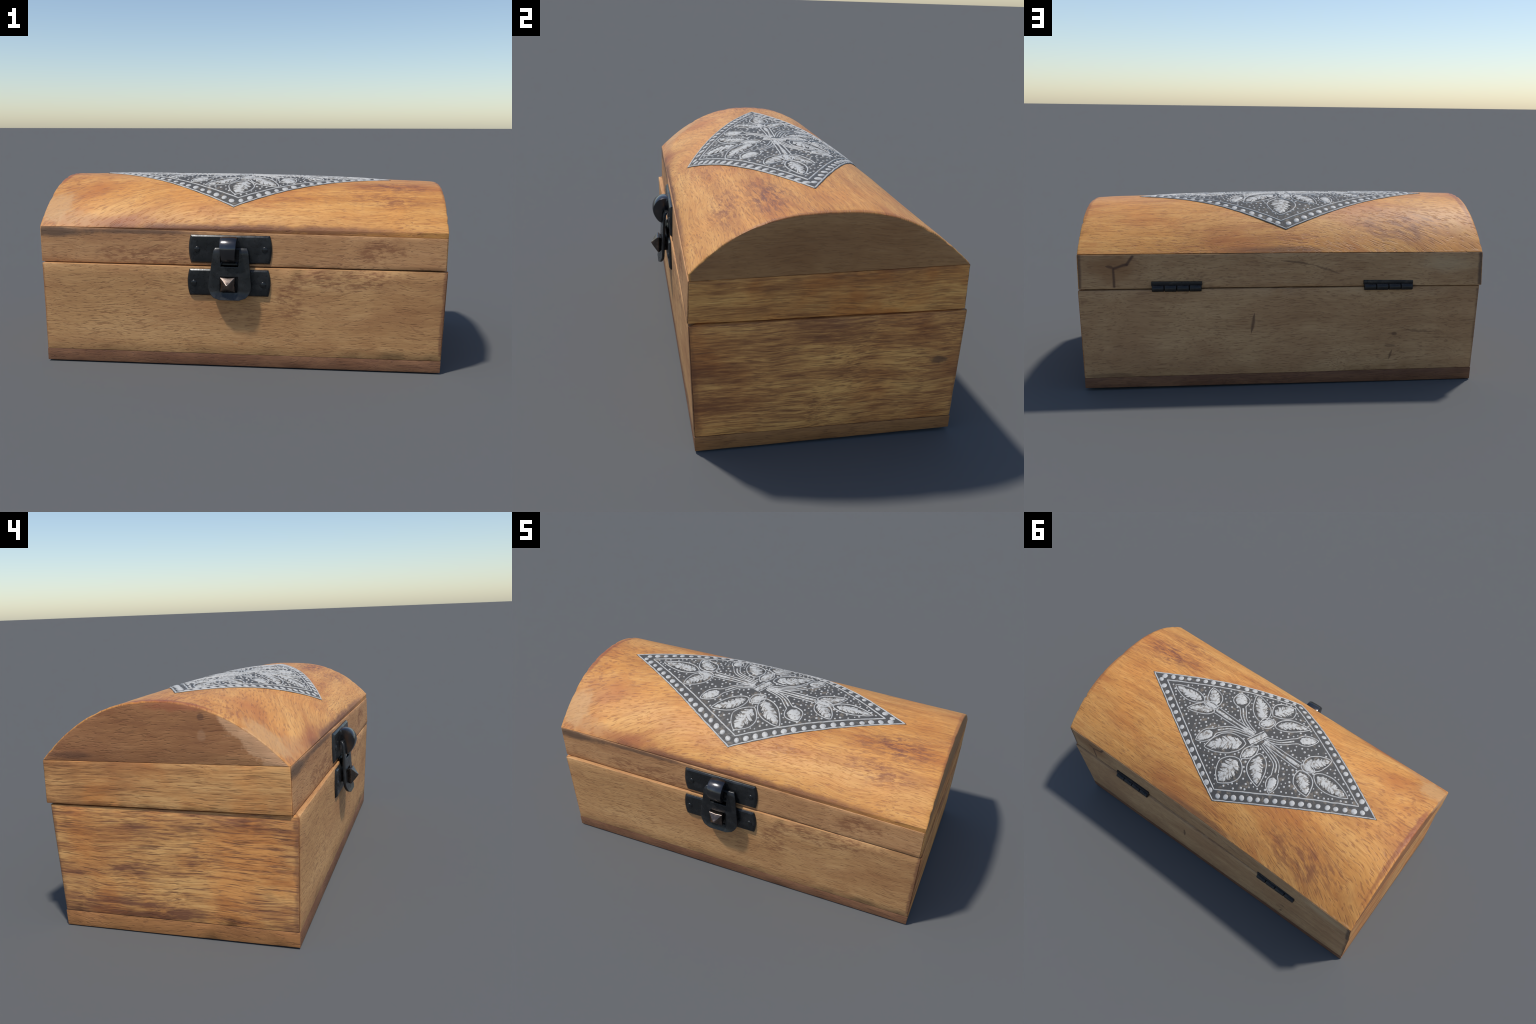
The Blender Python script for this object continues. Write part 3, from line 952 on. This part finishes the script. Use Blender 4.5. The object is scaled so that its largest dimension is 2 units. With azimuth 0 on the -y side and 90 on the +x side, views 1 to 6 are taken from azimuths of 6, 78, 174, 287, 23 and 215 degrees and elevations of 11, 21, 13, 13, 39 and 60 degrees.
# =====================================================================
#  LATCH
# =====================================================================
def bevelled(me, offset, segs=2, angle=0.5):
    bm = bmesh.new()
    bm.from_mesh(me)
    bm.normal_update()
    es = [e for e in bm.edges if len(e.link_faces) == 2 and e.calc_face_angle(0) > angle]
    bmesh.ops.bevel(bm, geom=es, offset=offset, segments=segs, profile=0.6, affect='EDGES')
    bm.to_mesh(me)
    bm.free()
    return me


def strap(name, x0, x1, z0, z1, back, front, skew, parent=None):
    """Flat strap with bowed short ends and chamfered rim; skew tilts the face along x."""
    out = []
    n = 8
    bow = 0.010
    for k in range(n + 1):
        t = k / n
        out.append((x1 - bow * (2 * t - 1) ** 2, lerp(z0, z1, t)))
    for k in range(n + 1):
        t = k / n
        out.append((x0 + bow * (2 * t - 1) ** 2, lerp(z1, z0, t)))
    verts, faces = [], []
    cx, cz = (x0 + x1) / 2, (z0 + z1) / 2
    for y, shr in ((back, 0.0), (front + 0.007, 0.0), (front, 0.008)):
        for x, z in out:
            verts.append((x - math.copysign(shr, x - cx), y + skew * (x - cx), z - math.copysign(shr, z - cz)))
    m = len(out)
    for r in range(2):
        for k in range(m):
            j = (k + 1) % m
            faces.append((r * m + k, r * m + j, (r + 1) * m + j, (r + 1) * m + k))
    faces.append(tuple(range(m)))
    faces.append(tuple(range(2 * m, 3 * m)))
    me = bevelled(mesh_from(name, verts, faces), 0.0012, 2, 0.35)
    return add(name, me, M_BLACK, parent, smooth_angle=35)


PLATE_UP = strap('latch_plate', -0.243, 0.161, 0.525, 0.663, -0.446, -0.4665, -0.006)
PLATE_LOW = strap('latch_plate', -0.249, 0.155, 0.367, 0.498, -0.450, -0.4760, 0.008)
GAP_SHADOW = strap('latch_gap_shadow', -0.092, 0.010, 0.488, 0.536, -0.446, -0.4735, 0.0)  # black block modelled for the shadow seen through the hasp under the hook
RIVET = cap_mesh('rivet', 0.0150, 0.006, 16, 5)
RIVET.materials.append(M_BLACK)
RIVET.shade_smooth()
for x, z, y, par in ((-0.201, 0.593, -0.465, PLATE_UP), (0.128, 0.596, -0.467, PLATE_UP), (-0.217, 0.430, -0.477, PLATE_LOW), (0.121, 0.426, -0.474, PLATE_LOW)):
    ob = bpy.data.objects.new('rivet', RIVET)
    COL.objects.link(ob)
    ob.parent = par
    ob.matrix_world = Matrix.Translation((x, y, z)) @ Matrix.Rotation(math.pi / 2, 4, 'X')


def sheet(name, rows, cols_at, keep, thick, y_at, mat, bevel):
    """Sheet-metal part: a grid in x/z, some cells left open, thickened along y."""
    n = len(rows)
    verts, index = [], {}
    m = len(cols_at(rows[0]))
    faces = []
    for side in (0, 1):
        for i, z in enumerate(rows):
            for j, x in enumerate(cols_at(z)):
                index[side, i, j] = len(verts)
                y, zz = y_at(z)
                verts.append((x, y - (thick if side else 0), zz))
    cells = {(i, j) for i in range(n - 1) for j in range(m - 1) if keep(i, j, rows)}
    for (i, j) in cells:
        faces.append(tuple(index[0, a, b] for a, b in ((i, j), (i, j + 1), (i + 1, j + 1), (i + 1, j))))
        faces.append(tuple(index[1, a, b] for a, b in ((i, j), (i + 1, j), (i + 1, j + 1), (i, j + 1))))
        for (di, dj, e) in ((-1, 0, ((i, j), (i, j + 1))), (1, 0, ((i + 1, j), (i + 1, j + 1))), (0, -1, ((i, j), (i + 1, j))), (0, 1, ((i, j + 1), (i + 1, j + 1)))):
            if (i + di, j + dj) not in cells:
                (a, b), (c, d) = e
                faces.append((index[0, a, b], index[0, c, d], index[1, c, d], index[1, a, b]))
    me = mesh_from(name, verts, faces)
    bm = bmesh.new()
    bm.from_mesh(me)
    bmesh.ops.delete(bm, geom=[v for v in bm.verts if not v.link_faces], context='VERTS')
    bm.to_mesh(me)
    bm.free()
    return add(name, bevelled(me, bevel, 3, 0.7), mat, smooth_angle=50)


HASP_TOP, HASP_LOW = 0.606, 0.360


def hasp_cols(z):
    t = (HASP_TOP - z) / (HASP_TOP - HASP_LOW)
    left = lerp(-0.117, -0.143, min(1, t / 0.75))
    right = lerp(0.050, 0.066, min(1, t / 0.75))
    if t > 0.75:
        k = math.sqrt(max(0.0, 1 - ((t - 0.75) / 0.25) ** 2.2)) * 0.55 + 0.45
        mid = (left + right) / 2
        left, right = mid + (left - mid) * k, mid + (right - mid) * k
    if t < 0.07:
        k = t / 0.07
        left, right = left + 0.006 * (1 - k), right - 0.006 * (1 - k)
    il, ir = lerp(-0.083, -0.085, t), lerp(0.006, -0.003, t)
    return [left, max(il, left + 0.004), min(ir, right - 0.004), right]


def hasp_y(z):
    t = (HASP_TOP - z) / (HASP_TOP - HASP_LOW)
    curl = max(0.0, (t - 0.86) / 0.14)
    top = max(0.0, 1 - t / 0.10)
    return lerp(-0.478, -0.493, t) - 0.014 * curl ** 1.6 + 0.010 * top ** 2, z - 0.004 * curl


hasp_rows = [HASP_TOP - (HASP_TOP - HASP_LOW) * k / 30 for k in range(31)]


def hasp_keep(i, j, rows):
    if j != 1:
        return True
    z = (rows[i] + rows[i + 1]) / 2
    return 0.468 < z < 0.512 or z < 0.396 or z > 0.598


HASP = sheet('hasp', hasp_rows, hasp_cols, hasp_keep, 0.012, hasp_y, M_BLACK, 0.003)


def curl_hook():
    """Strap folded forward and back on itself: a solid rounded knuckle."""
    side = spline([Vector(p) for p in ((-0.456, 0.655), (-0.482, 0.659), (-0.508, 0.654), (-0.529, 0.636), (-0.540, 0.608), (-0.536, 0.580),
                                       (-0.522, 0.553), (-0.504, 0.537), (-0.488, 0.545), (-0.480, 0.565), (-0.470, 0.59), (-0.456, 0.61))], 5)
    n, verts, faces = len(side), [], []
    c = sum(side, Vector((0, 0))) / n
    for x_at, pull in ((0.0, 0.30), (0.02, 0.06), (0.12, 0.0), (0.5, -0.015), (0.88, 0.0), (0.98, 0.06), (1.0, 0.30)):
        for p in side:
            low = smooth((0.66 - p.y) / 0.12)
            x = lerp(lerp(-0.085, -0.078, low), lerp(-0.002, -0.010, low), x_at)
            q = lerp(p, c, pull) if p.x < -0.462 else p
            verts.append((x, q.x + 0.005 * smooth((-0.462 - q.x) / 0.04), q.y))
    for r in range(6):
        for k in range(n):
            j = (k + 1) % n
            faces.append((r * n + k, r * n + j, (r + 1) * n + j, (r + 1) * n + k))
    faces.append(tuple(range(n)))
    faces.append(tuple(range(6 * n, 7 * n)))
    return add('hook', mesh_from('hook', verts, faces), M_HOOK, smooth_angle=45)


curl_hook()


def stud():
    cx, cz = -0.046, 0.432
    verts, faces = [], []
    prof = [(-0.470, 0.030), (-0.503, 0.031), (-0.508, 0.036), (-0.518, 0.0365), (-0.531, 0.021), (-0.542, 0.008)]
    for y, r in prof:
        for sx, sz in ((-1, -1), (0, -1), (1, -1), (1, 0), (1, 1), (0, 1), (-1, 1), (-1, 0)):
            q = 0.90 if (sx == 0 or sz == 0) and y < -0.503 else 1.0
            verts.append((cx + sx * r * q, y, cz + sz * r * q))
    m = 8
    for k in range(len(prof) - 1):
        for j in range(m):
            faces.append((k * m + j, k * m + (j + 1) % m, (k + 1) * m + (j + 1) % m, (k + 1) * m + j))
    verts.append((cx, -0.5485, cz + 0.003))
    b = (len(prof) - 1) * m
    for j in range(m):
        faces.append((b + j, b + (j + 1) % m, len(verts) - 1))
    faces.append(tuple(range(m)))
    return add('stud', bevelled(mesh_from('stud', verts, faces), 0.002, 2, 0.6), M_STUD, smooth_angle=40)


stud()


# =====================================================================
#  HINGES
# =====================================================================
def cylinder_mesh(name, length, radius, segs=20):
    verts, faces = [], []
    e = 0.002
    for x, r in ((0, radius * 0.8), (e, radius), (length - e, radius), (length, radius * 0.8)):
        for k in range(segs):
            a = 2 * math.pi * k / segs
            verts.append((x, r * math.cos(a), r * math.sin(a)))
    for r in range(3):
        for k in range(segs):
            j = (k + 1) % segs
            faces.append((r * segs + k, r * segs + j, (r + 1) * segs + j, (r + 1) * segs + k))
    faces.append(tuple(range(segs)))
    faces.append(tuple(range(3 * segs, 4 * segs)))
    me = mesh_from(name, verts, faces)
    me.materials.append(M_HINGE)
    me.shade_smooth()
    me.set_sharp_from_angle(angle=math.radians(50))
    return me


KNUCKLE = cylinder_mesh('knuckle', 0.0585, 0.0165)
for x0, x1, zc in ((0.408, 0.649, 0.518), (-0.642, -0.394, 0.513)):
    yb = 0.523 if x0 > 0 else 0.525
    n = 14
    outer = [Vector((x0 - 0.002, yb + 0.0035, zc + 0.012)), Vector((x1 + 0.002, yb + 0.0035, zc + 0.012)), Vector((x1 + 0.002, yb + 0.0035, zc + 0.034)), Vector((x0 - 0.002, yb + 0.0035, zc + 0.032))]
    inner = [p + Vector((0, -0.02, 0)) for p in outer]
    hinge = board('hinge', outer, inner, [M_HINGE], cuts=n, bevel=0.002, chip=0.004, seed=40 + x0)
    step = (x1 - x0) / 4
    for k in range(4):
        ob = bpy.data.objects.new('knuckle', KNUCKLE)
        COL.objects.link(ob)
        ob.parent = hinge
        ob.matrix_world = Matrix.Translation((x0 + k * step + 0.001, yb + 0.001, zc)) @ Matrix.Diagonal(((step - 0.002) / 0.0585, 1, 1.05 - 0.04 * (k % 2), 1))
